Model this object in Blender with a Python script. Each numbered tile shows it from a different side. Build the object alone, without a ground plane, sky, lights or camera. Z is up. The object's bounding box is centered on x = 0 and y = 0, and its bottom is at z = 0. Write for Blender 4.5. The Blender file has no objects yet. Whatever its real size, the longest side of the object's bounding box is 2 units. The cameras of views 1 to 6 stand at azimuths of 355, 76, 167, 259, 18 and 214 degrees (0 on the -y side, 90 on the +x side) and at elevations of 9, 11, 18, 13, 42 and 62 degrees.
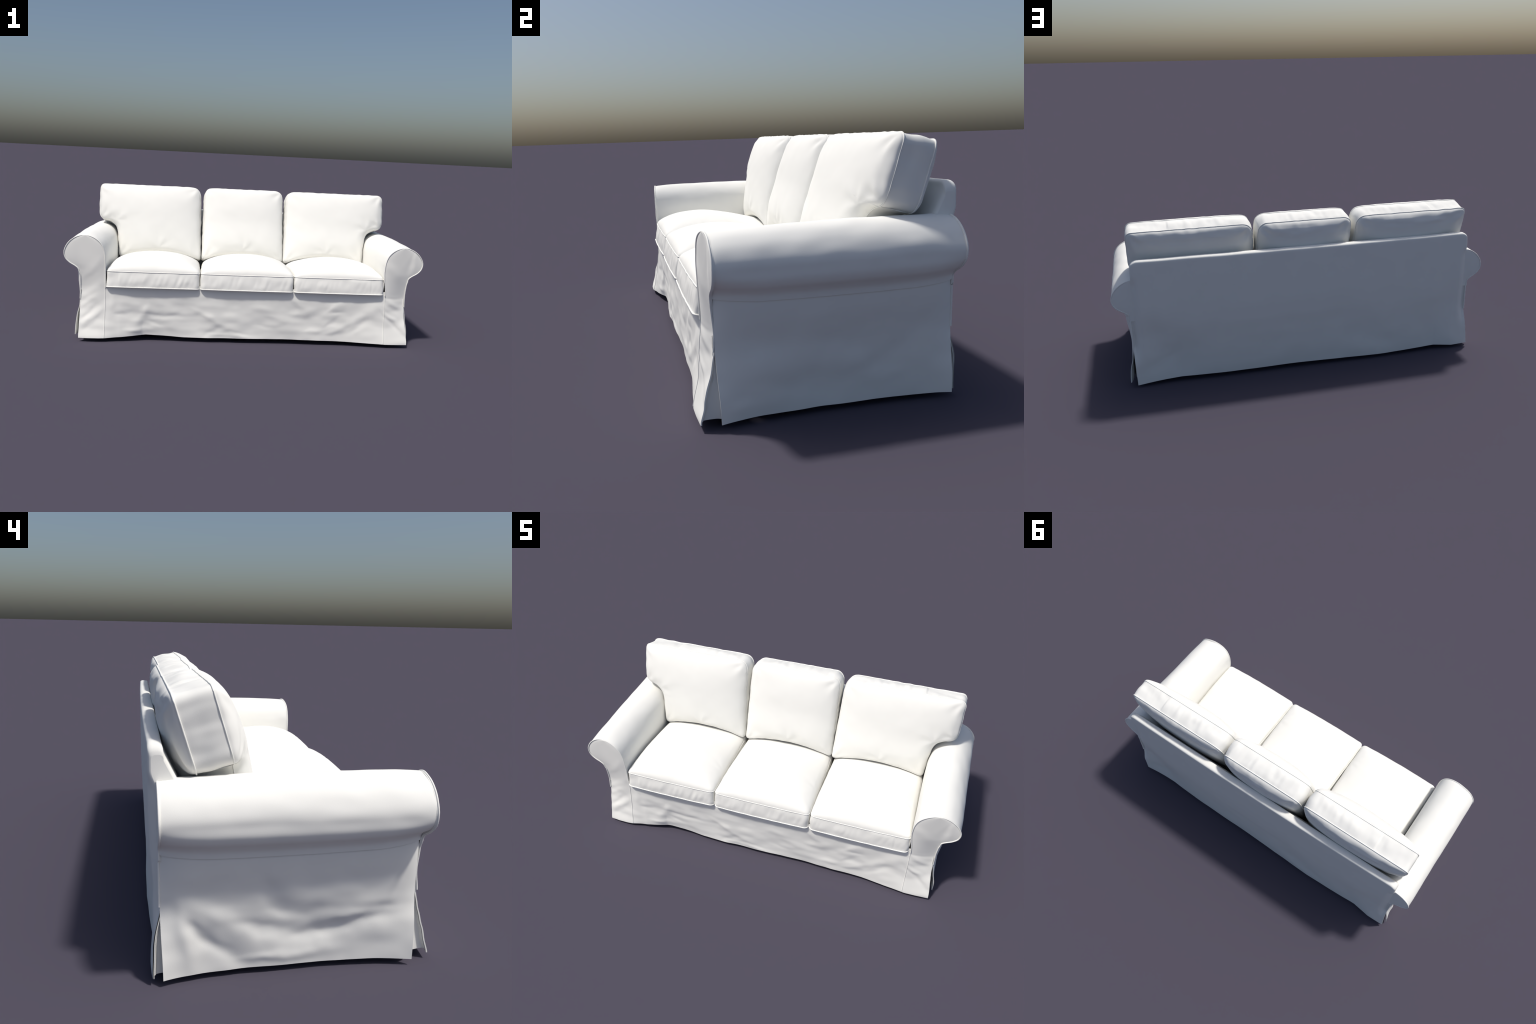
# Three-seat sofa in a loose white slipcover: rolled armrests, three box seat cushions,
# three puffy back cushions (outer two wrap over the arms), skirt to the floor with
# pleated slits at the four corners, piping along the seams.
import bpy
import numpy as np

RNG = np.random.default_rng(7)
PERM = RNG.permutation(256)
PERM = np.concatenate([PERM, PERM, PERM])
GRAD = RNG.normal(size=(256, 3))
GRAD /= np.linalg.norm(GRAD, axis=1)[:, None]


# ------------------------------------------------------------------ maths helpers
def noise(x, y, z):
    """gradient noise, about -0.6..0.6, any array shape"""
    x, y, z = np.broadcast_arrays(np.asarray(x, float), np.asarray(y, float), np.asarray(z, float))
    xi, yi, zi = (np.floor(a).astype(int) for a in (x, y, z))
    xf, yf, zf = x - xi, y - yi, z - zi
    fade = lambda t: t * t * t * (t * (6 * t - 15) + 10)
    u, v, w = fade(xf), fade(yf), fade(zf)
    out = 0
    for i in (0, 1):
        for j in (0, 1):
            for k in (0, 1):
                h = PERM[PERM[PERM[(xi + i) & 255] + ((yi + j) & 255)] + ((zi + k) & 255)]
                g = GRAD[h]
                d = g[..., 0] * (xf - i) + g[..., 1] * (yf - j) + g[..., 2] * (zf - k)
                out = out + d * (u if i else 1 - u) * (v if j else 1 - v) * (w if k else 1 - w)
    return out


def smooth(a, b, t):
    t = np.clip((t - a) / (b - a), 0, 1)
    return t * t * (3 - 2 * t)


def folds(u, v, table, soften=1.0):
    """sum of soft ridges (+) and valleys (-): rows are u0, v0, u1, v1, width, height.
    Each fold dies out towards its ends and wanders a little, as creased cloth does"""
    uw = u + 0.016 * noise(u * 8, v * 8, 71.3) + 0.006 * noise(u * 23, v * 23, 11.7)
    vw = v + 0.016 * noise(u * 8, v * 8, 33.9) + 0.006 * noise(u * 23, v * 23, 91.2)
    out = np.zeros(np.broadcast(u, v).shape)
    for u0, v0, u1, v1, w, a in table:
        du, dv = u1 - u0, v1 - v0
        length = np.hypot(du, dv)
        along_fold = ((uw - u0) * du + (vw - v0) * dv) / length - length / 2
        across = ((uw - u0) * dv - (vw - v0) * du) / length
        reach = 0.62 * length + 0.5 * w
        width = w * soften * (1 + 0.35 * along_fold / reach)
        out = out + a * np.exp(-(across / np.maximum(width, 0.3 * w)) ** 2 - np.abs(along_fold / reach) ** 3)
    return out


def catmull(points, n):
    """n points evenly spaced by length on a smooth open curve through control points"""
    p = np.array(points, float)
    p = np.vstack([2 * p[0] - p[1], p, 2 * p[-1] - p[-2]])
    out = []
    for i in range(1, len(p) - 2):
        t = np.linspace(0, 1, 24, endpoint=False)[:, None]
        a, b, c, d = p[i - 1], p[i], p[i + 1], p[i + 2]
        out.append(0.5 * (2 * b + (c - a) * t + (2 * a - 5 * b + 4 * c - d) * t ** 2 + (3 * b - a - 3 * c + d) * t ** 3))
    return resample(np.vstack(out + [p[-2:-1]]), n)


def resample(q, n, closed=False):
    if closed:
        q = np.vstack([q, q[:1]])
    s = np.concatenate([[0], np.cumsum(np.linalg.norm(np.diff(q, axis=0), axis=1))])
    t = np.linspace(0, s[-1], n, endpoint=not closed)
    return np.stack([np.interp(t, s, q[:, k]) for k in range(q.shape[1])], 1)


def rounded_polygon(corners, n):
    """corners: (x, y, radius); returns n evenly spaced points of the closed outline"""
    c = np.array(corners, float)
    pts = []
    for i in range(len(c)):
        p, a, b, r = c[i, :2], c[i - 1, :2], c[(i + 1) % len(c), :2], c[i, 2]
        e0, e1 = (a - p) / np.linalg.norm(a - p), (b - p) / np.linalg.norm(b - p)
        t = np.linspace(0, 1, 14)[:, None]
        pts.append((1 - t) ** 2 * (p + e0 * r) + 2 * t * (1 - t) * p + t ** 2 * (p + e1 * r))
    return resample(np.vstack(pts), n, closed=True)


# ------------------------------------------------------------------ mesh helpers
def make_object(name, verts, faces, material, parent=None, angle=40):
    me = bpy.data.meshes.new(name)
    me.from_pydata([tuple(v) for v in np.asarray(verts, float)], [], faces)
    me.update()
    me.polygons.foreach_set("use_smooth", [True] * len(me.polygons))
    me.set_sharp_from_angle(angle=np.radians(angle))
    me.materials.append(material)
    ob = bpy.data.objects.new(name, me)
    bpy.context.scene.collection.objects.link(ob)
    ob.parent = parent
    return ob


def grid_faces(nu, nv, base=0, wrap_u=False, flip=False):
    i, j = np.meshgrid(np.arange(nu if wrap_u else nu - 1), np.arange(nv - 1), indexing="ij")
    i2 = (i + 1) % nu
    f = np.stack([i * nv + j, i2 * nv + j, i2 * nv + j + 1, i * nv + j + 1], -1).reshape(-1, 4) + base
    return (f[:, ::-1] if flip else f).tolist()


def cloth(name, outer, inward, material, parent, thickness=0.004, flip=False, angle=50):
    """a cloth sheet with real thickness; outer is an (nu, nv, 3) grid"""
    nu, nv = outer.shape[:2]
    inner = outer + np.asarray(inward, float) * thickness
    n = nu * nv
    faces = grid_faces(nu, nv, 0, flip=flip) + grid_faces(nu, nv, n, flip=not flip)
    rim = [(0, j) for j in range(nv)] + [(i, nv - 1) for i in range(1, nu)] + \
          [(nu - 1, j) for j in range(nv - 2, -1, -1)] + [(i, 0) for i in range(nu - 2, 0, -1)]
    rim = [i * nv + j for i, j in rim]
    for k in range(len(rim)):
        a, b = rim[k], rim[(k + 1) % len(rim)]
        faces.append((b, a, a + n, b + n) if not flip else (a, b, b + n, a + n))
    return make_object(name, np.vstack([outer.reshape(-1, 3), inner.reshape(-1, 3)]), faces, material, parent, angle)


def tube(path, radius, closed, sides=8):
    """round cord along a path -> verts, faces"""
    p = np.asarray(path, float)
    tan = (np.roll(p, -1, 0) - np.roll(p, 1, 0)) if closed else np.gradient(p, axis=0)
    tan /= np.linalg.norm(tan, axis=1)[:, None] + 1e-12
    ref = np.cross(tan, [0.31, 0.21, 0.93])
    a = ref / (np.linalg.norm(ref, axis=1)[:, None] + 1e-9)
    b = np.cross(tan, a)
    th = np.linspace(0, 2 * np.pi, sides, endpoint=False)
    v = p[:, None] + radius * (a[:, None] * np.cos(th)[None, :, None] + b[:, None] * np.sin(th)[None, :, None])
    n, faces = len(p), []
    for i in range(n if closed else n - 1):
        for k in range(sides):
            i2, k2 = (i + 1) % n, (k + 1) % sides
            faces.append((i * sides + k, i2 * sides + k, i2 * sides + k2, i * sides + k2))
    if not closed:
        faces += [tuple(range(sides)), tuple((n - 1) * sides + k for k in range(sides - 1, -1, -1))]
    return v.reshape(-1, 3), faces


def piping(paths, radius, material, parent, closed=True):
    verts, faces, base = [], [], 0
    for p in paths:
        v, f = tube(p, radius, closed)
        verts.append(v)
        faces += [tuple(i + base for i in q) for q in f]
        base += len(v)
    return make_object("piping", np.vstack(verts), faces, material, parent, 80)


# ------------------------------------------------------------------ materials
def fabric_material():
    m = bpy.data.materials.new("white_cotton")
    m.use_nodes = True
    nt = m.node_tree
    bsdf = nt.nodes["Principled BSDF"]
    bsdf.inputs["Roughness"].default_value = 0.9
    bsdf.inputs["Specular IOR Level"].default_value = 0.2
    tc = nt.nodes.new("ShaderNodeTexCoord")
    n1 = nt.nodes.new("ShaderNodeTexNoise")
    n1.inputs["Scale"].default_value = 9
    n1.inputs["Detail"].default_value = 5
    ramp = nt.nodes.new("ShaderNodeValToRGB")
    ramp.color_ramp.elements[0].position = 0.3
    ramp.color_ramp.elements[0].color = FABRIC_DARK
    ramp.color_ramp.elements[1].position = 0.7
    ramp.color_ramp.elements[1].color = FABRIC_LIGHT
    weave = nt.nodes.new("ShaderNodeTexNoise")
    weave.inputs["Scale"].default_value = 420
    bump = nt.nodes.new("ShaderNodeBump")
    bump.inputs["Strength"].default_value = 0.06
    bump.inputs["Distance"].default_value = 0.002
    nt.links.new(tc.outputs["Object"], n1.inputs["Vector"])
    nt.links.new(tc.outputs["Object"], weave.inputs["Vector"])
    nt.links.new(n1.outputs["Fac"], ramp.inputs["Fac"])
    nt.links.new(ramp.outputs["Color"], bsdf.inputs["Base Color"])
    nt.links.new(weave.outputs["Fac"], bump.inputs["Height"])
    nt.links.new(bump.outputs["Normal"], bsdf.inputs["Normal"])
    return m


def wood_material():
    m = bpy.data.materials.new("dark_wood")
    m.use_nodes = True
    nt = m.node_tree
    bsdf = nt.nodes["Principled BSDF"]
    bsdf.inputs["Roughness"].default_value = 0.6
    w = nt.nodes.new("ShaderNodeTexWave")
    w.inputs["Scale"].default_value = 12
    w.inputs["Distortion"].default_value = 4
    ramp = nt.nodes.new("ShaderNodeValToRGB")
    ramp.color_ramp.elements[0].color = (0.05, 0.03, 0.02, 1)
    ramp.color_ramp.elements[1].color = (0.10, 0.06, 0.035, 1)
    tc = nt.nodes.new("ShaderNodeTexCoord")
    nt.links.new(tc.outputs["Object"], w.inputs["Vector"])
    nt.links.new(w.outputs["Fac"], ramp.inputs["Fac"])
    nt.links.new(ramp.outputs["Color"], bsdf.inputs["Base Color"])
    return m


FABRIC_DARK = (0.845, 0.84, 0.80, 1)
FABRIC_LIGHT = (0.865, 0.86, 0.82, 1)
FABRIC = fabric_material()
WOOD = wood_material()

sofa = bpy.data.objects.new("sofa", None)
bpy.context.scene.collection.objects.link(sofa)
sofa["label"] = "white slipcovered three seat sofa with rolled arms"
sofa["category"] = "sofa"


# ------------------------------------------------------------------ cushions
def inflate(outline, grid, ring):
    """membrane blown up inside a closed outline: value 0 at the edge, 1 at the summit.
    grid is the (angles, rings, 2) sample grid, ring its radial parameter"""
    lo, hi = outline.min(0), outline.max(0)
    h = (hi - lo).max() / 96
    nx, ny = (np.ceil((hi - lo) / h)).astype(int) + 3
    gx = lo[0] - h + h * np.arange(nx)
    gy = lo[1] - h + h * np.arange(ny)
    X, Y = np.meshgrid(gx, gy, indexing="ij")
    inside = np.zeros(X.shape, bool)
    o2 = np.roll(outline, -1, 0)
    for (x0, y0), (x1, y1) in zip(outline, o2):
        if y0 != y1:
            hit = ((y0 > Y) != (y1 > Y)) & (X < (x1 - x0) * (Y - y0) / (y1 - y0) + x0)
            inside ^= hit
    u = np.zeros(X.shape)
    for _ in range(3500):
        u[1:-1, 1:-1] = 0.25 * (u[2:, 1:-1] + u[:-2, 1:-1] + u[1:-1, 2:] + u[1:-1, :-2] + 1.0)
        u[~inside] = 0
    u /= u.max()
    fx = np.clip((grid[..., 0] - gx[0]) / h, 0, nx - 1.001)
    fy = np.clip((grid[..., 1] - gy[0]) / h, 0, ny - 1.001)
    ix, iy = fx.astype(int), fy.astype(int)
    ax, ay = fx - ix, fy - iy
    s = (u[ix, iy] * (1 - ax) * (1 - ay) + u[ix + 1, iy] * ax * (1 - ay) +
         u[ix, iy + 1] * (1 - ax) * ay + u[ix + 1, iy + 1] * ax * ay)
    k = int(np.argmax(ring > 0.9))          # straight fall to the seam in the last tenth
    edge = (1 - ring[None, k:]) / (1 - ring[k])
    s[:, k:] = s[:, k:k + 1] * edge
    return s


def cushion(name, corners, centre, frame, thickness, front, rear, power, seed, pucker,
            boxing=0.012, back_shift=(0, 0), wobble=0.0012, wrinkle=0.002, front_warp=None,
            extra_front=None, creases=0.0, seam=0.0018, box_wrinkle=0.006, box_freq=2.4, box_streak=0.8, box_slant=0.006, n=420, rings=46, back_scale=1.0):
    """box cushion: front face, rear face, boxing strip between two piped seams.
    frame = (origin, axis_x, axis_y, normal); corners are in the plane of the front seam"""
    org, ex, ey, en = (np.array(a, float) for a in frame)
    out = rounded_polygon(corners, n)
    s = np.linspace(0, 1, n, endpoint=False)
    ring = 1 - (1 - np.linspace(0, 1, rings)) ** 1.5
    c = np.array(centre, float)
    grid = c + (out[:, None] - c) * ring[None, :, None]
    u = inflate(out, grid, ring)
    tan = np.roll(out, -1, 0) - np.roll(out, 1, 0)
    tan /= np.linalg.norm(tan, axis=1)[:, None]
    nor = np.stack([tan[:, 1], -tan[:, 0]], 1)
    if ((out - c) * nor).sum() < 0:
        nor = -nor
    cs, sn = np.cos(2 * np.pi * s) * 5, np.sin(2 * np.pi * s) * 5
    wob = lambda k: wobble * 2 * noise(cs * 1.6, sn * 1.6, seed + k)

    # corner puckers fan out from each corner of the outline
    gx, gy = grid[..., 0], grid[..., 1]
    puck = np.zeros(gx.shape)
    turn = np.sign(sum(corners[i - 1][0] * corners[i][1] - corners[i][0] * corners[i - 1][1] for i in range(len(corners))))
    for i, (px, py, pr) in enumerate(corners):
        dx, dy = gx - px, gy - py
        d = np.hypot(dx, dy)
        ang = np.arctan2(dy, dx)
        (ax, ay), (bx, by) = corners[i - 1][:2], corners[(i + 1) % len(corners)][:2]
        convex = ((px - ax) * (by - py) - (py - ay) * (bx - px)) * turn > 0
        fan = np.sin(ang * (7 if convex else 5) + 5 * noise(d * 7, i * 3.7, seed) + i * 1.9)
        puck += (1.0 if convex else 0.45) * np.exp(-(d / 0.085) ** 2) * smooth(0.0, 0.06, d) * fan
    soft = noise(gx * 5, gy * 5, seed + 9.1) + 0.5 * noise(gx * 13, gy * 13, seed + 3.3)
    fade = np.minimum(u * 6, 1)
    hf = front * u ** power + fade * (wrinkle * soft + pucker * puck)
    # faint drag lines in the front, dents below the top seam of the rear face
    drag = noise(gx * 9 + gy * 14, gy * 5 - gx * 3, seed + 71) * smooth(-0.1, 0.3, noise(gx * 4, gy * 4, seed + 77))
    hf = hf + creases * fade * 2 * drag
    dent = noise(gx * 11, gy * 26, seed + 83) * np.exp(-((gy - out[:, 1].max() + 0.035) / 0.028) ** 2)
    if front_warp is not None:
        hf = hf * front_warp(gx, gy)
    if extra_front is not None:
        hf = hf + fade * extra_front(gx, gy)
    hr = rear * u ** power + fade * (wrinkle * noise(gx * 6, gy * 7, seed + 21) +
                                     pucker * 1.3 * puck + creases * 6 * dent)

    def place(p2, hgt, shift=(0, 0)):
        return (org + (p2[..., :1] + shift[0]) * ex + (p2[..., 1:2] + shift[1]) * ey + np.asarray(hgt)[..., None] * en)

    edge_f = wob(0)
    edge_r = wob(5)
    front_v = place(grid + nor[:, None] * (edge_f[:, None] * ring ** 8)[..., None], hf)
    grid_r = (c + (grid - c) * back_scale) + nor[:, None] * (edge_r[:, None] * ring ** 8)[..., None]
    rear_v = place(grid_r, -thickness - hr, back_shift)
    # boxing strip
    m = 14
    t = np.linspace(0, 1, m)
    bulge = boxing * (np.sin(np.pi * t) ** 0.8)
    slant = 2 * np.pi * (s[:, None] + box_slant * (t[None] - 0.5))
    ca, sa = np.cos(slant) * 5, np.sin(slant) * 5
    patch = 0.35 + 0.65 * smooth(-0.25, 0.35, noise(ca * 0.7, sa * 0.7, seed + 61))
    rough = noise(ca * 0.9, sa * 0.9, t[None] * 1.6 + seed + 40) * 1.3 + \
        patch * box_streak * noise(ca * box_freq, sa * box_freq, t[None] * 0.9 + seed + 50)
    off = bulge[None] * np.where(np.abs(out[:, :1]) > 0.7, 0.25, 1.0) + rough * np.sin(np.pi * t)[None] ** 0.7 * box_wrinkle
    a, b = front_v[:, -1], rear_v[:, -1]
    n3 = nor[:, :1] * ex + nor[:, 1:] * ey
    strip = a[:, None] * (1 - t[None, :, None]) + b[:, None] * t[None, :, None] + off[..., None] * n3[:, None]

    N = n * rings
    faces = grid_faces(n, rings, 0, wrap_u=True) + grid_faces(n, rings, N, wrap_u=True, flip=True) + \
        grid_faces(n, m, 2 * N, wrap_u=True)
    verts = np.vstack([front_v.reshape(-1, 3), rear_v.reshape(-1, 3), strip.reshape(-1, 3)])
    ob = make_object(name, verts, faces, FABRIC, sofa, 60)
    piping([a + n3 * 0.0010 + en * 0.0004], seam, FABRIC, ob)
    piping([b + n3 * 0.0014 - en * 0.0006], 0.0025, FABRIC, ob)
    return ob


# seat cushions: three boxes side by side
SEAT_Z, SEAT_T, TILT = 0.385, 0.083, 0.068
for k, (x0, x1) in enumerate([(-0.772, -0.262), (-0.259, 0.262), (0.265, 0.778)]):
    xc = (x0 + x1) / 2
    y0, y1 = -0.380, 0.235
    r = 0.024
    crown = lambda gx, gy: 1.07 - 0.36 * smooth(-0.22, 0.18, gy)
    cushion("seat_cushion", [(x0 + 0.003, y0 + 0.003, r), (xc, y0 - 0.003, 0.22), (x1 - 0.003, y0 + 0.003, r), (x1 - 0.002, -0.22, 0.05), (x1 - 0.012, y1, 0.05), (x0 + 0.012, y1, 0.05), (x0 + 0.002, -0.22, 0.05)], (xc, -0.09),
            ((0, 0, SEAT_Z - 0.38 * TILT), (1, 0, 0), (0, 1, -TILT), (0, TILT, 1)), SEAT_T, 0.097, 0.004, 0.5, 11.3 + 7 * k, 0.0012,
            boxing=0.003, back_shift=(0, -0.008), box_wrinkle=0.0036, box_freq=3.2, box_streak=1.5, box_slant=0.012, wrinkle=0.002, front_warp=crown, wobble=0.001, seam=0.0017)

# back cushions: leaning, the outer two have an ear over the arm
LEAN = np.array([0, 0.29, 0.957])
LEAN /= np.linalg.norm(LEAN)
NORMAL = np.array([0, -LEAN[2], LEAN[1]])


def along(z):
    """height z -> distance up the leaning plane measured from z = 0.39"""
    return (z - 0.39) / LEAN[2]


def back_cushion(x_in_top, x_in_low, ear, side, y_base, puff, slump, seed):
    top, low = along(0.822), along(0.383)
    if side == 0:
        corners = [(x_in_low, low, 0.02), (x_in_top, top, 0.055), (ear, top, 0.055), (x_in_low * -1, low, 0.02), (0, low + 0.06, 0.2)]
        centre = (0, along(0.6))
        belly = None
    else:
        corners = [(side * x_in_low, low, 0.02), (side * x_in_top, top, 0.06), (side * 0.902, top, 0.033),
                   (side * 0.899, along(0.609), 0.05), (side * 0.786, along(0.598), 0.078), (side * 0.764, low, 0.025), (side * 0.515, low + 0.06, 0.2)]
        centre = (side * 0.53, along(0.66))
    if side < 0:
        corners = corners[::-1]
    squash = lambda gx, gy: 1.0 - slump * smooth(0.24, 0.08, gy)
    cushion("back_cushion", corners, centre, ((0, y_base, 0.39), (1, 0, 0), LEAN, NORMAL), 0.104, puff, 0.058 if side > 0 else 0.070, 0.45,
            seed, 0.0045, boxing=0.007, wobble=0.0018, wrinkle=0.0036, front_warp=squash, back_shift=(0, 0.005), creases=0.0016)


back_cushion(0.281, 0.266, None, -1, 0.114, 0.078, -0.04, 31.7)
back_cushion(0.246, 0.254, -0.248, 0, 0.114, 0.069, -0.22, 44.2)
back_cushion(0.277, 0.262, None, 1, 0.105, 0.068, -0.22, 57.9)


# ------------------------------------------------------------------ the body of the slipcover
SLIT = 0.225           # below this height the skirt corners are open

# cross-section of an armrest, inner foot -> over the roll -> seam under it (|x|, z)
ARM_PROFILE = [(0.772, 0.20), (0.774, 0.33), (0.776, 0.44), (0.782, 0.492), (0.800, 0.532), (0.834, 0.560),
               (0.880, 0.573), (0.926, 0.565), (0.962, 0.543), (0.986, 0.513), (0.9965, 0.482), (0.990, 0.450),
               (0.968, 0.426), (0.940, 0.409), (0.922, 0.394), (0.917, 0.376)]
PROFILE = catmull(ARM_PROFILE, 120)
TOP_INDEX = int(np.argmax(PROFILE[:, 1]))


def arm_outer(z):
    """outer |x| of the arm at height z above the seam"""
    p = PROFILE[TOP_INDEX:][::-1]
    return np.interp(z, p[:, 1], p[:, 0])


def arm_inner(z):
    p = PROFILE[:TOP_INDEX + 1]
    return np.interp(z, p[:, 1], p[:, 0])


HEM_FRONT_Y = ([-0.93, -0.86, -0.775, -0.69, -0.57, -0.46, -0.35, -0.2, 0.0, 0.37, 0.57, 0.71, 0.8, 0.93],
               [-0.406, -0.413, -0.412, -0.402, -0.371, -0.372, -0.378, -0.386, -0.381, -0.379, -0.388, -0.400, -0.405, -0.400])
HEM_FRONT_Z = ([-0.92, -0.77, -0.68, -0.55, -0.34, 0.0, 0.2, 0.5, 0.8, 0.93],
               [0.018, 0.019, 0.024, 0.033, 0.024, 0.025, 0.026, 0.024, 0.018, 0.018])
# ridges and valleys of the front cloth: x0, z0, x1, z1, width, height
FRONT_FOLDS = [(-0.555, 0.165, -0.618, 0.050, 0.026, 0.012), (-0.625, 0.060, -0.50, 0.062, 0.014, 0.007),
               (-0.70, 0.146, -0.63, 0.150, 0.010, -0.003), (-0.505, 0.146, -0.318, 0.147, 0.012, -0.004),
               (-0.505, 0.168, -0.34, 0.172, 0.020, 0.003), (-0.53, 0.104, -0.466, 0.092, 0.010, -0.004),
               (-0.50, 0.122, -0.42, 0.118, 0.010, 0.0025), (-0.728, 0.252, -0.75, 0.10, 0.020, 0.005),
               (-0.243, 0.162, -0.069, 0.073, 0.016, 0.006), (-0.22, 0.045, -0.127, 0.091, 0.014, -0.004),
               (-0.049, 0.060, 0.067, 0.044, 0.012, -0.004), (-0.16, 0.045, 0.02, 0.038, 0.010, 0.003),
               (0.273, 0.255, 0.346, 0.187, 0.018, 0.006), (0.271, 0.170, 0.352, 0.172, 0.016, 0.004),
               (0.36, 0.074, 0.43, 0.078, 0.014, 0.004), (0.48, 0.070, 0.55, 0.090, 0.016, 0.005),
               (0.486, 0.203, 0.553, 0.246, 0.016, 0.006), (0.506, 0.183, 0.557, 0.188, 0.010, -0.003),
               (0.601, 0.130, 0.739, 0.228, 0.022, 0.007), (0.472, 0.115, 0.529, 0.144, 0.014, -0.004),
               (0.62, 0.091, 0.686, 0.148, 0.014, -0.004), (0.15, 0.150, 0.25, 0.128, 0.014, 0.003),
               (0.06, 0.205, 0.17, 0.190, 0.020, 0.003), (0.10, 0.100, 0.22, 0.085, 0.012, -0.003),
               # left arm panel
               (-0.903, 0.235, -0.79, 0.312, 0.016, 0.004), (-0.887, 0.130, -0.795, 0.208, 0.012, -0.005),
               (-0.880, 0.100, -0.785, 0.172, 0.014, 0.006), (-0.872, 0.075, -0.80, 0.125, 0.012, -0.004),
               (-0.90, 0.19, -0.82, 0.25, 0.012, 0.004), (-0.88, 0.36, -0.79, 0.455, 0.018, 0.003),
               # right arm panel
               (0.800, 0.190, 0.905, 0.098, 0.012, 0.006), (0.800, 0.168, 0.903, 0.078, 0.010, -0.005),
               (0.795, 0.279, 0.892, 0.274, 0.007, -0.002), (0.815, 0.262, 0.898, 0.214, 0.012, 0.005),
               (0.81, 0.235, 0.89, 0.195, 0.012, -0.003), (0.80, 0.46, 0.86, 0.40, 0.02, 0.004),
               (0.925, 0.50, 0.905, 0.42, 0.016, -0.003), (0.955, 0.53, 0.945, 0.45, 0.012, 0.003)]


def front_y(x, z):
    """depth of the front cloth (skirt and arm panels are one surface)"""
    ax = np.abs(x)
    hem = np.interp(x, *HEM_FRONT_Y)
    t = np.clip((0.30 - z) / 0.28, 0, 1)
    y = -0.374 + (hem + 0.374) * t ** 1.4
    wrap = smooth(0.79, 0.93, ax) * 0.022
    y = y + wrap * smooth(SLIT - 0.16, SLIT + 0.03, z) * (1 - 0.45 * smooth(0.27, 0.42, z))
    y = y - 0.007 * smooth(0.075, 0.02, z) * smooth(0.70, 0.82, ax)
    relief = 0.52 * folds(x, z, FRONT_FOLDS, 1.25) + 0.008 * noise(x * 6, z * 9, 2.2) * smooth(0.33, 0.12, z) + \
        0.003 * noise(x * 13, z * 22, 5.2) * smooth(0.34, 0.2, z)
    return y - relief


def skirt_rows(zlow, ztop, nz):
    t = np.linspace(0, 1, nz)
    return zlow[:, None] + (ztop - zlow)[:, None] * t[None]


# front skirt between the arms
X_SEAM = {-1: 0.774, 1: 0.790}
nx, nz = 320, 70
xs = np.linspace(-X_SEAM[-1], X_SEAM[1], nx)
Z = skirt_rows(np.interp(xs, *HEM_FRONT_Z), np.full(nx, 0.315), nz)
X = np.repeat(xs[:, None], nz, 1)
Y = front_y(X, Z)
front_skirt = cloth("front_skirt", np.stack([X, Y, Z], -1), (0, 1, 0), FABRIC, sofa)
for s in (-1, 1):
    zz = np.linspace(0.02, 0.30, 60)
    xx = np.full(60, s * X_SEAM[s])
    piping([np.stack([xx, front_y(xx, zz) - 0.0003, zz], 1)], 0.0018, FABRIC, front_skirt, closed=False)

# ridges and valleys of the side cloth: y0, z0, y1, z1, width, height
SIDE_FOLDS = {
    -1: [(0.05, 0.240, -0.345, 0.226, 0.030, 0.005), (0.090, 0.275, 0.055, 0.195, 0.024, -0.007),
         (0.052, 0.192, -0.046, 0.168, 0.022, -0.006), (0.145, 0.150, -0.016, 0.112, 0.020, -0.009),
         (-0.016, 0.112, -0.114, 0.125, 0.020, -0.009), (-0.114, 0.125, -0.347, 0.198, 0.018, -0.008),
         (-0.264, 0.172, -0.10, 0.158, 0.012, 0.004), (0.359, 0.244, 0.208, 0.167, 0.024, 0.008),
         (0.208, 0.167, 0.08, 0.074, 0.026, 0.004), (0.305, 0.168, 0.254, 0.110, 0.014, -0.006),
         (0.254, 0.110, 0.175, 0.050, 0.014, -0.005), (0.335, 0.203, 0.300, 0.050, 0.018, 0.007),
         (0.111, 0.052, -0.118, 0.056, 0.014, 0.005), (-0.20, 0.10, -0.34, 0.14, 0.020, 0.002)],
    1: [(-0.33, 0.20, -0.15, 0.12, 0.040, 0.005), (-0.26, 0.25, 0.0, 0.20, 0.040, -0.005),
        (-0.15, 0.11, 0.08, 0.09, 0.030, -0.006), (0.05, 0.20, 0.30, 0.17, 0.050, -0.006),
        (0.34, 0.21, 0.20, 0.10, 0.030, 0.002), (0.12, 0.13, 0.24, 0.17, 0.024, -0.004),
        (-0.30, 0.06, -0.20, 0.05, 0.02, 0.004)]}
SEAM_Z = ([-0.40, -0.355, -0.23, -0.05, 0.15, 0.26, 0.38, 0.42], [0.392, 0.384, 0.373, 0.369, 0.368, 0.369, 0.376, 0.384])


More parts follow.
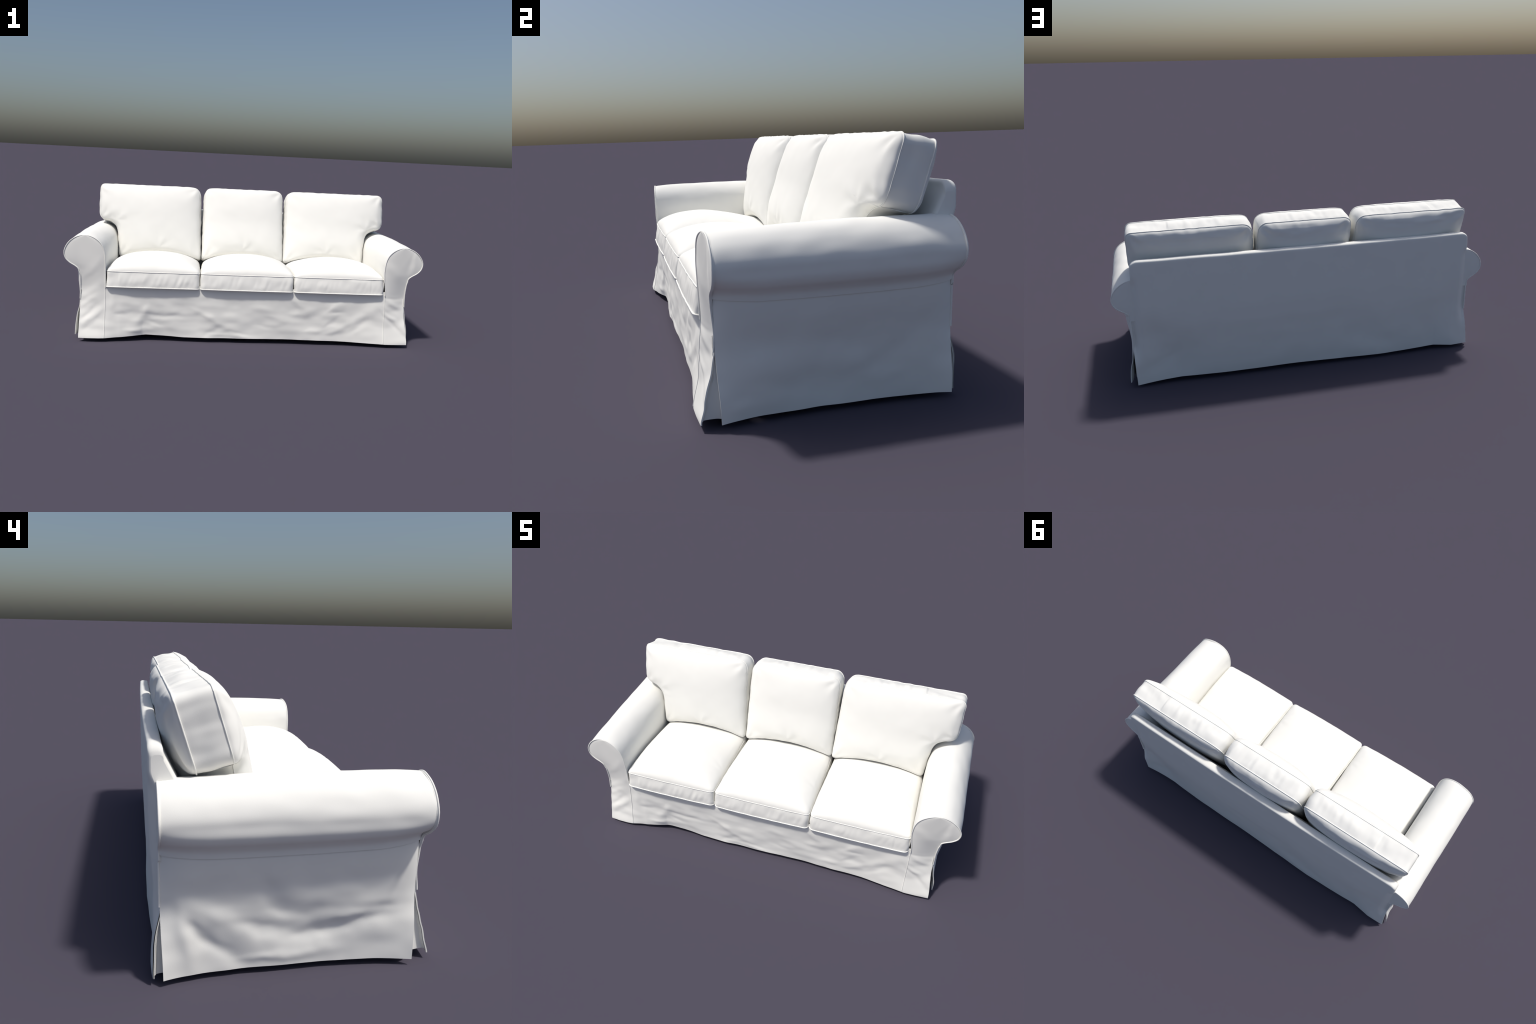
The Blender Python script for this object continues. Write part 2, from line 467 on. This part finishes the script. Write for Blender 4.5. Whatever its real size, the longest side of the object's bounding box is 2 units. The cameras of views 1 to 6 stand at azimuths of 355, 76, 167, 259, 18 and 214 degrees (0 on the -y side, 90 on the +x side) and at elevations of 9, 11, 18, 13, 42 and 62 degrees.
def side_x(y, z, s):
    """outward distance of the cloth hanging under an armrest"""
    t = np.clip((0.37 - z) / 0.345, 0, 1)
    mid = np.clip(1 - ((y - 0.015) / 0.375) ** 8, 0, 1)
    top = 0.911 + 0.032 * mid
    waist = 0.911 + 0.012 * mid
    hem = 0.945 - 0.034 * np.clip(1 - np.abs((y - 0.015) / 0.372) ** 3.5, 0, 1)
    x = top + (waist - top) * smooth(0.0, 0.45, t) + (hem - waist) * smooth(0.35, 1.0, t)
    calm = smooth(0.0, 0.2, t) * (1 - 0.9 * smooth(0.28, 0.36, np.abs(y - 0.015)) * smooth(SLIT - 0.10, SLIT, z))
    return x + calm * (0.8 * folds(y, z, SIDE_FOLDS[s], 1.4) + 0.005 * noise(y * 6, z * 8, 13.0 * s) +
                       0.002 * noise(y * 14, z * 18, 17.0 * s))


REAR_Y = 0.386
for s in (-1, 1):
    # rolled cover
    npr, ny = len(PROFILE), 110
    tt = np.linspace(0, 1, ny)
    px, pz = PROFILE[:, 0], PROFILE[:, 1]
    y_start = front_y(s * px, pz) + 0.001
    Yg = y_start[:, None] + (REAR_Y - y_start)[:, None] * tt[None]
    lift = 0.008 * np.sin(np.pi * tt) ** 0.6 + (0.004 if s < 0 else -0.004) * (1 - tt)
    body = smooth(0.45, 0.57, pz)
    Xg = np.repeat(px[:, None], ny, 1)
    Zg = pz[:, None] + body[:, None] * lift[None]
    # the under seam sags along the length of the arm
    tail = (smooth(0.475, 0.385, pz) * (np.arange(npr) > TOP_INDEX))[:, None]
    Zg = Zg + tail * (np.interp(Yg[-1], *SEAM_Z) - pz[-1])[None]
    mid = np.clip(1 - ((Yg - 0.015) / 0.375) ** 8, 0, 1)
    Xg = Xg + tail * 0.031 * mid
    end = np.exp(-np.minimum(tt, 1 - tt) / 0.012)
    relief = 0.0045 * noise(Xg * 6 + 3 * s, Yg * 5, Zg * 9) + 0.0025 * noise(Xg * 16, Yg * 11 + 4 * s, Zg * 22)
    relief = relief * smooth(0.40, 0.50, Zg) - 0.0012 * end[None]
    tanp = np.gradient(PROFILE, axis=0)
    tanp /= np.linalg.norm(tanp, axis=1)[:, None]
    nx_, nz_ = -tanp[:, 1], tanp[:, 0]
    Xg = np.minimum(Xg + nx_[:, None] * relief, 0.9985)
    Zg = Zg + nz_[:, None] * relief
    P = np.stack([s * Xg, Yg, Zg], -1)
    inward = np.stack([-s * nx_, 0 * nx_, -nz_], 1)[:, None]
    arm = cloth("armrest", P, np.repeat(inward, ny, 1), FABRIC, sofa, thickness=0.003, flip=(s > 0))

    # front panel of the arm: hem to the top of the roll
    ztop = PROFILE[TOP_INDEX, 1] + (0.004 if s < 0 else -0.004)
    nz, nw = 170, 44
    f = np.linspace(0, 1, nz)
    zt = 0.018 + (ztop - 0.018) * np.sin(f * np.pi / 2) ** 1.0
    pz_top = zt - (0.004 if s < 0 else -0.004) * smooth(0.45, 0.57, zt)
    seam0 = 0.386
    xo = np.where(zt > seam0, arm_outer(np.maximum(pz_top, seam0)), 0)
    low = 0.910 + (0.004 if s > 0 else 0) * smooth(0.30, 0.38, zt) + (0.016 if s > 0 else 0.002) * smooth(0.2, 0.02, zt)
    xo = np.where(zt > seam0, xo, low + (arm_outer(seam0) - low) * smooth(0.355, seam0, zt))
    xi = np.where(zt > 0.30, arm_inner(np.maximum(pz_top, 0.3)), X_SEAM[s])
    xi = np.where(zt > 0.30, xi + (X_SEAM[s] - xi) * smooth(0.44, 0.30, zt), xi)
    w = np.linspace(0, 1, nw)
    Xp = s * (xi[:, None] + (xo - xi)[:, None] * w[None])
    Zp = np.repeat(zt[:, None], nw, 1)
    Zp = Zp + (np.interp(Xp, *HEM_FRONT_Z) - 0.018) * np.clip(1 - f * 3, 0, 1)[:, None]
    Yp = front_y(Xp, Zp)
    puff = 0.006 * smooth(0.28, 0.47, Zp) * np.sin(np.pi * w)[None] ** 0.5
    Yp = Yp - puff
    cloth("arm_front_panel", np.stack([Xp, Yp, Zp], -1), (0, 1, 0), FABRIC, arm, flip=(s > 0))
    # piping round the roll and down the corner to the slit
    k = zt > SLIT
    outer_line = np.stack([s * (xo + 0.0005), Yp[:, -1] - 0.0022, Zp[:, -1]], 1)[k]
    inner_line = np.stack([s * xi, Yp[:, 0] - 0.0022, Zp[:, 0]], 1)[zt > 0.29]
    loop = resample(np.vstack([outer_line, inner_line[::-1]]), 260)
    piping([loop], 0.0028, FABRIC, arm, closed=False)

    # rear end of the roll
    f = np.linspace(0, 1, 60)
    zr = 0.36 + (PROFILE[TOP_INDEX, 1] - 0.001 - 0.36) * np.sin(f * np.pi / 2)
    xo_r = np.where(zr > 0.386, arm_outer(np.maximum(zr, 0.386)), arm_outer(0.386))
    xi_r = np.minimum(arm_inner(zr) + 0.03, xo_r - 0.001)
    Xr = s * (xi_r[:, None] + (xo_r - xi_r)[:, None] * np.linspace(0, 1, 24)[None])
    Zr = np.repeat(zr[:, None], 24, 1)
    Yr = REAR_Y + 0.005 * np.sin(np.pi * np.linspace(0, 1, 24))[None] ** 0.5 * np.ones_like(Zr)
    cloth("arm_rear_panel", np.stack([Xr, Yr, Zr], -1), (0, -1, 0), FABRIC, arm, flip=(s < 0))
    line = np.stack([s * xo_r, np.full(60, REAR_Y + 0.001), zr], 1)
    low_z = np.linspace(SLIT, 0.36, 20)
    low = np.stack([s * side_x(0.385, low_z, s), np.full(20, 0.388), low_z], 1)
    piping([np.vstack([low, line])], 0.0032, FABRIC, arm, closed=False)

    # cloth hanging under the roll, open at both corners below the slit
    nyy, nzz = 190, 80
    v = np.linspace(0, 1, nyy)
    fz = np.linspace(0, 1, nzz)
    y_mid = np.linspace(-0.355, 0.386, nyy)
    hem_z = 0.018 + 0.006 * noise(y_mid * 6, 3.0 * s, 0) * (1 - ((y_mid - 0.015) / 0.38) ** 2)
    seam_z = np.interp(y_mid, *SEAM_Z)
    Zs = hem_z[:, None] + (seam_z - hem_z)[:, None] * fz[None]
    # corners lean away from the slit towards the hem
    inset = smooth(SLIT, 0.0, Zs)
    Ys = y_mid[:, None] + (-0.006 * (v[:, None] - 0.5) * 2) * inset
    Xs = side_x(Ys, Zs, s)
    side = cloth("side_skirt", np.stack([s * Xs, Ys, Zs], -1), (-s, 0, 0), FABRIC, arm, flip=(s < 0))
    piping([np.stack([s * (Xs[:, -1] + 0.0025), Ys[:, -1], Zs[:, -1] + 0.0015], 1)], 0.0024, FABRIC, side, closed=False)

# backrest: one cloth from the rear hem over the top and down the front
HEM_BACK_Y = ([-0.94, -0.83, -0.73, -0.55, -0.39, -0.21, 0.28, 0.69, 0.91],
              [0.408, 0.414, 0.403, 0.409, 0.413, 0.408, 0.404, 0.402, 0.410])
HEM_BACK_Z = ([-0.94, -0.82, -0.72, -0.42, 0.06, 0.42, 0.68, 0.80, 0.91],
              [0.020, 0.016, 0.025, 0.018, 0.026, 0.023, 0.026, 0.020, 0.012])
BACK_FOLDS = [(-0.45, 0.10, -0.20, 0.20, 0.05, -0.005), (-0.35, 0.05, -0.10, 0.14, 0.05, 0.005),
              (0.84, 0.30, 0.72, 0.10, 0.10, -0.022), (-0.84, 0.36, -0.78, 0.12, 0.09, -0.012),
              (-0.70, 0.06, -0.66, 0.20, 0.04, -0.005), (0.30, 0.06, 0.05, 0.10, 0.05, 0.004),
              (0.70, 0.16, 0.86, 0.09, 0.03, -0.004)]
BACK_TOP = 0.674


def back_y(x, z):
    hem = np.interp(x, *HEM_BACK_Y)
    t = np.clip((0.32 - z) / 0.30, 0, 1)
    full = 0.411 + 0.008 * (1 - (x / 0.93) ** 2) * smooth(0.15, 0.42, z)
    y = full + (hem - full) * t
    y = y - 0.025 * np.clip((np.abs(x) - 0.855) / 0.046, 0, 1) ** 2 * smooth(SLIT - 0.12, SLIT + 0.02, z) * smooth(0.60, 0.54, z)
    return y + (0.8 * folds(x, z, BACK_FOLDS, 1.3) + 0.004 * noise(x * 4, z * 6, 8.8) + 0.002 * noise(x * 9, z * 12, 1.8)) * smooth(0.5, 0.25, z)


def back_half(z, s):
    top = 0.902
    low = 0.906 if s > 0 else 0.932
    return np.interp(z, [0.0, 0.22, 0.36, 0.42, 0.7], [low, 0.914, 0.913, top, top - 0.008])


FRONT_LINE = ([0.30, 0.40, 0.50, 0.574, 0.64, 0.70], [0.262, 0.278, 0.303, 0.333, 0.366, 0.386])   # z -> y of the front of the frame
R = 0.017
nx = 300
xn = np.linspace(-1, 1, nx)
xn = np.sign(xn) * (1 - (1 - np.abs(xn)) ** 1.35)
side_sign = np.where(xn < 0, -1, 1)
z_rear = np.concatenate([np.linspace(0, 1, 110)])
cols = []
for i in range(nx):
    s = side_sign[i]
    # height of the top edge: rounded corners seen from behind
    ax = abs(xn[i]) * 0.902
    drop = 0.0
    if ax > 0.902 - 0.04:
        q = (ax - 0.862) / 0.04
        drop = 0.04 * (1 - np.sqrt(max(0.0, 1 - q * q))) * 0.8
    top = BACK_TOP - drop + 0.0025 * noise(xn[i] * 5, 0.3, 0.7)
    zl = float(np.interp(xn[i] * 0.91, *HEM_BACK_Z))
    zr = zl + (top - R - zl) * z_rear
    xr = xn[i] * back_half(zr, s)
    yr = back_y(xr, zr)
    yf_top = float(np.interp(top - R, *FRONT_LINE))
    # near the ends the padded frame rounds in towards its middle plane
    e = max(0.0, (abs(xn[i]) - 0.982) / 0.018)
    pinch = 0.010 * (1 - np.sqrt(max(0.0, 1 - e * e)))
    up = smooth(0.50, 0.60, zr)
    yr = yr - pinch * up
    a = np.linspace(0, np.pi, 14)[1:-1]
    yc, hw = (yr[-1] + yf_top + pinch) / 2, (yr[-1] - yf_top - pinch) / 2
    ya = yc + hw * np.sign(np.cos(a)) * np.abs(np.cos(a)) ** 0.7
    za = top - R + R * np.sin(a) ** 0.6
    zf = np.linspace(top - R, 0.31, 50)
    yf = np.interp(zf, *FRONT_LINE) + pinch
    z = np.concatenate([zr, za, zf])
    y = np.concatenate([yr, ya, yf])
    x = np.concatenate([xr, np.full(len(za) + len(zf), xr[-1])])
    cols.append(np.stack([x, y, z], 1))
P = np.array(cols)
n_r, n_a, n_f = 110, 12, 50
nv = P.shape[1]
faces = grid_faces(nx, nv, flip=True)
verts = P.reshape(-1, 3)
# end caps between the rear sheet and the front sheet, above the arm
extra = []
for i, flip in ((0, False), (nx - 1, True)):
    col = P[i]
    rear_top = col[:n_r]
    keep = [k for k in range(n_r) if rear_top[k, 2] > 0.45]
    inner = []
    for k in keep:
        zz = rear_top[k, 2]
        yy = np.interp(zz, *FRONT_LINE) + 0.010
        inner.append((col[n_r - 1, 0], yy, zz))
    base = len(verts) + sum(len(e) for e in extra)
    extra.append(np.array(inner))
    for m in range(len(keep) - 1):
        q = (i * nv + keep[m], i * nv + keep[m + 1], base + m + 1, base + m)
        faces.append(q if not flip else q[::-1])
    fan = [i * nv + k for k in range(n_r - 1, n_r + n_a)] + [base + len(keep) - 1]
    faces.append(tuple(fan) if not flip else tuple(fan[::-1]))
verts = np.vstack([verts] + extra)
backrest = make_object("backrest", verts, faces, FABRIC, sofa, 50)
# hem fold on the inside of the rear sheet gives the cloth its thickness
hem = P[:, :40]
cloth("back_skirt_lining", hem + np.array([0, -0.003, 0.0005]), (0, -1, 0), FABRIC, backrest, thickness=0.002)

# corner pleats: the strip of cloth seen inside each slit, sewn to the edge of the front or
# rear panel and running in behind the side cloth
for sx in (-1, 1):
    for sy in (-1, 1):
        z = np.linspace(0.027, SLIT + 0.05, 36)
        if sy > 0:
            ex = back_half(z, sx) - 0.004
            py = np.abs(back_y(sx * ex, z)) - 0.006
        else:
            ex = 0.906 + (0.016 if sx > 0 else 0.002) * smooth(0.2, 0.02, z)
            py = np.abs(front_y(sx * ex, z)) - 0.005
        hidden = np.minimum(side_x(sy * 0.325 + 0 * z, z, sx) - 0.012, 0.930)
        open_ = smooth(SLIT + 0.03, 0.05, z)
        rows = [(ex, py), (ex - 0.003 - 0.006 * open_, py - 0.008), (0.5 * (ex + hidden) - 0.010 * open_, 0.362 + 0 * z),
                (hidden - 0.004, 0.345 + 0 * z), (hidden, 0.322 + 0 * z)]
        cols = np.array([catmull([(r[0][k], r[1][k]) for r in rows], 28) for k in range(len(z))]).transpose(1, 0, 2)
        G = np.stack([sx * cols[..., 0], sy * cols[..., 1], np.repeat(z[None], 28, 0)], -1)
        cloth("corner_pleat", G, (-sx * 0.7, -sy * 0.7, 0), FABRIC, sofa, thickness=0.003, flip=(sx * sy > 0))


# ------------------------------------------------------------------ hidden inside: seat deck and feet
def box(name, lo, hi, material, parent, bevel=0.004):
    lo, hi = np.array(lo, float), np.array(hi, float)
    v = [[(lo, hi)[i][0], (lo, hi)[j][1], (lo, hi)[k][2]] for i in (0, 1) for j in (0, 1) for k in (0, 1)]
    f = [(0, 1, 3, 2), (4, 6, 7, 5), (0, 4, 5, 1), (2, 3, 7, 6), (0, 2, 6, 4), (1, 5, 7, 3)]
    ob = make_object(name, v, f, material, parent, 30)
    if bevel:
        b = ob.modifiers.new("soft_edge", "BEVEL")
        b.width = bevel
        b.segments = 2
    return ob


box("seat_base", (-0.765, -0.362, 0.10), (0.765, 0.37, 0.24), FABRIC, sofa)
for sx in (-1, 1):
    for sy in (-1, 1):
        cx, cy = sx * 0.80, sy * 0.30
        box("foot", (cx - 0.03, cy - 0.03, 0.0), (cx + 0.03, cy + 0.03, 0.12), WOOD, sofa)
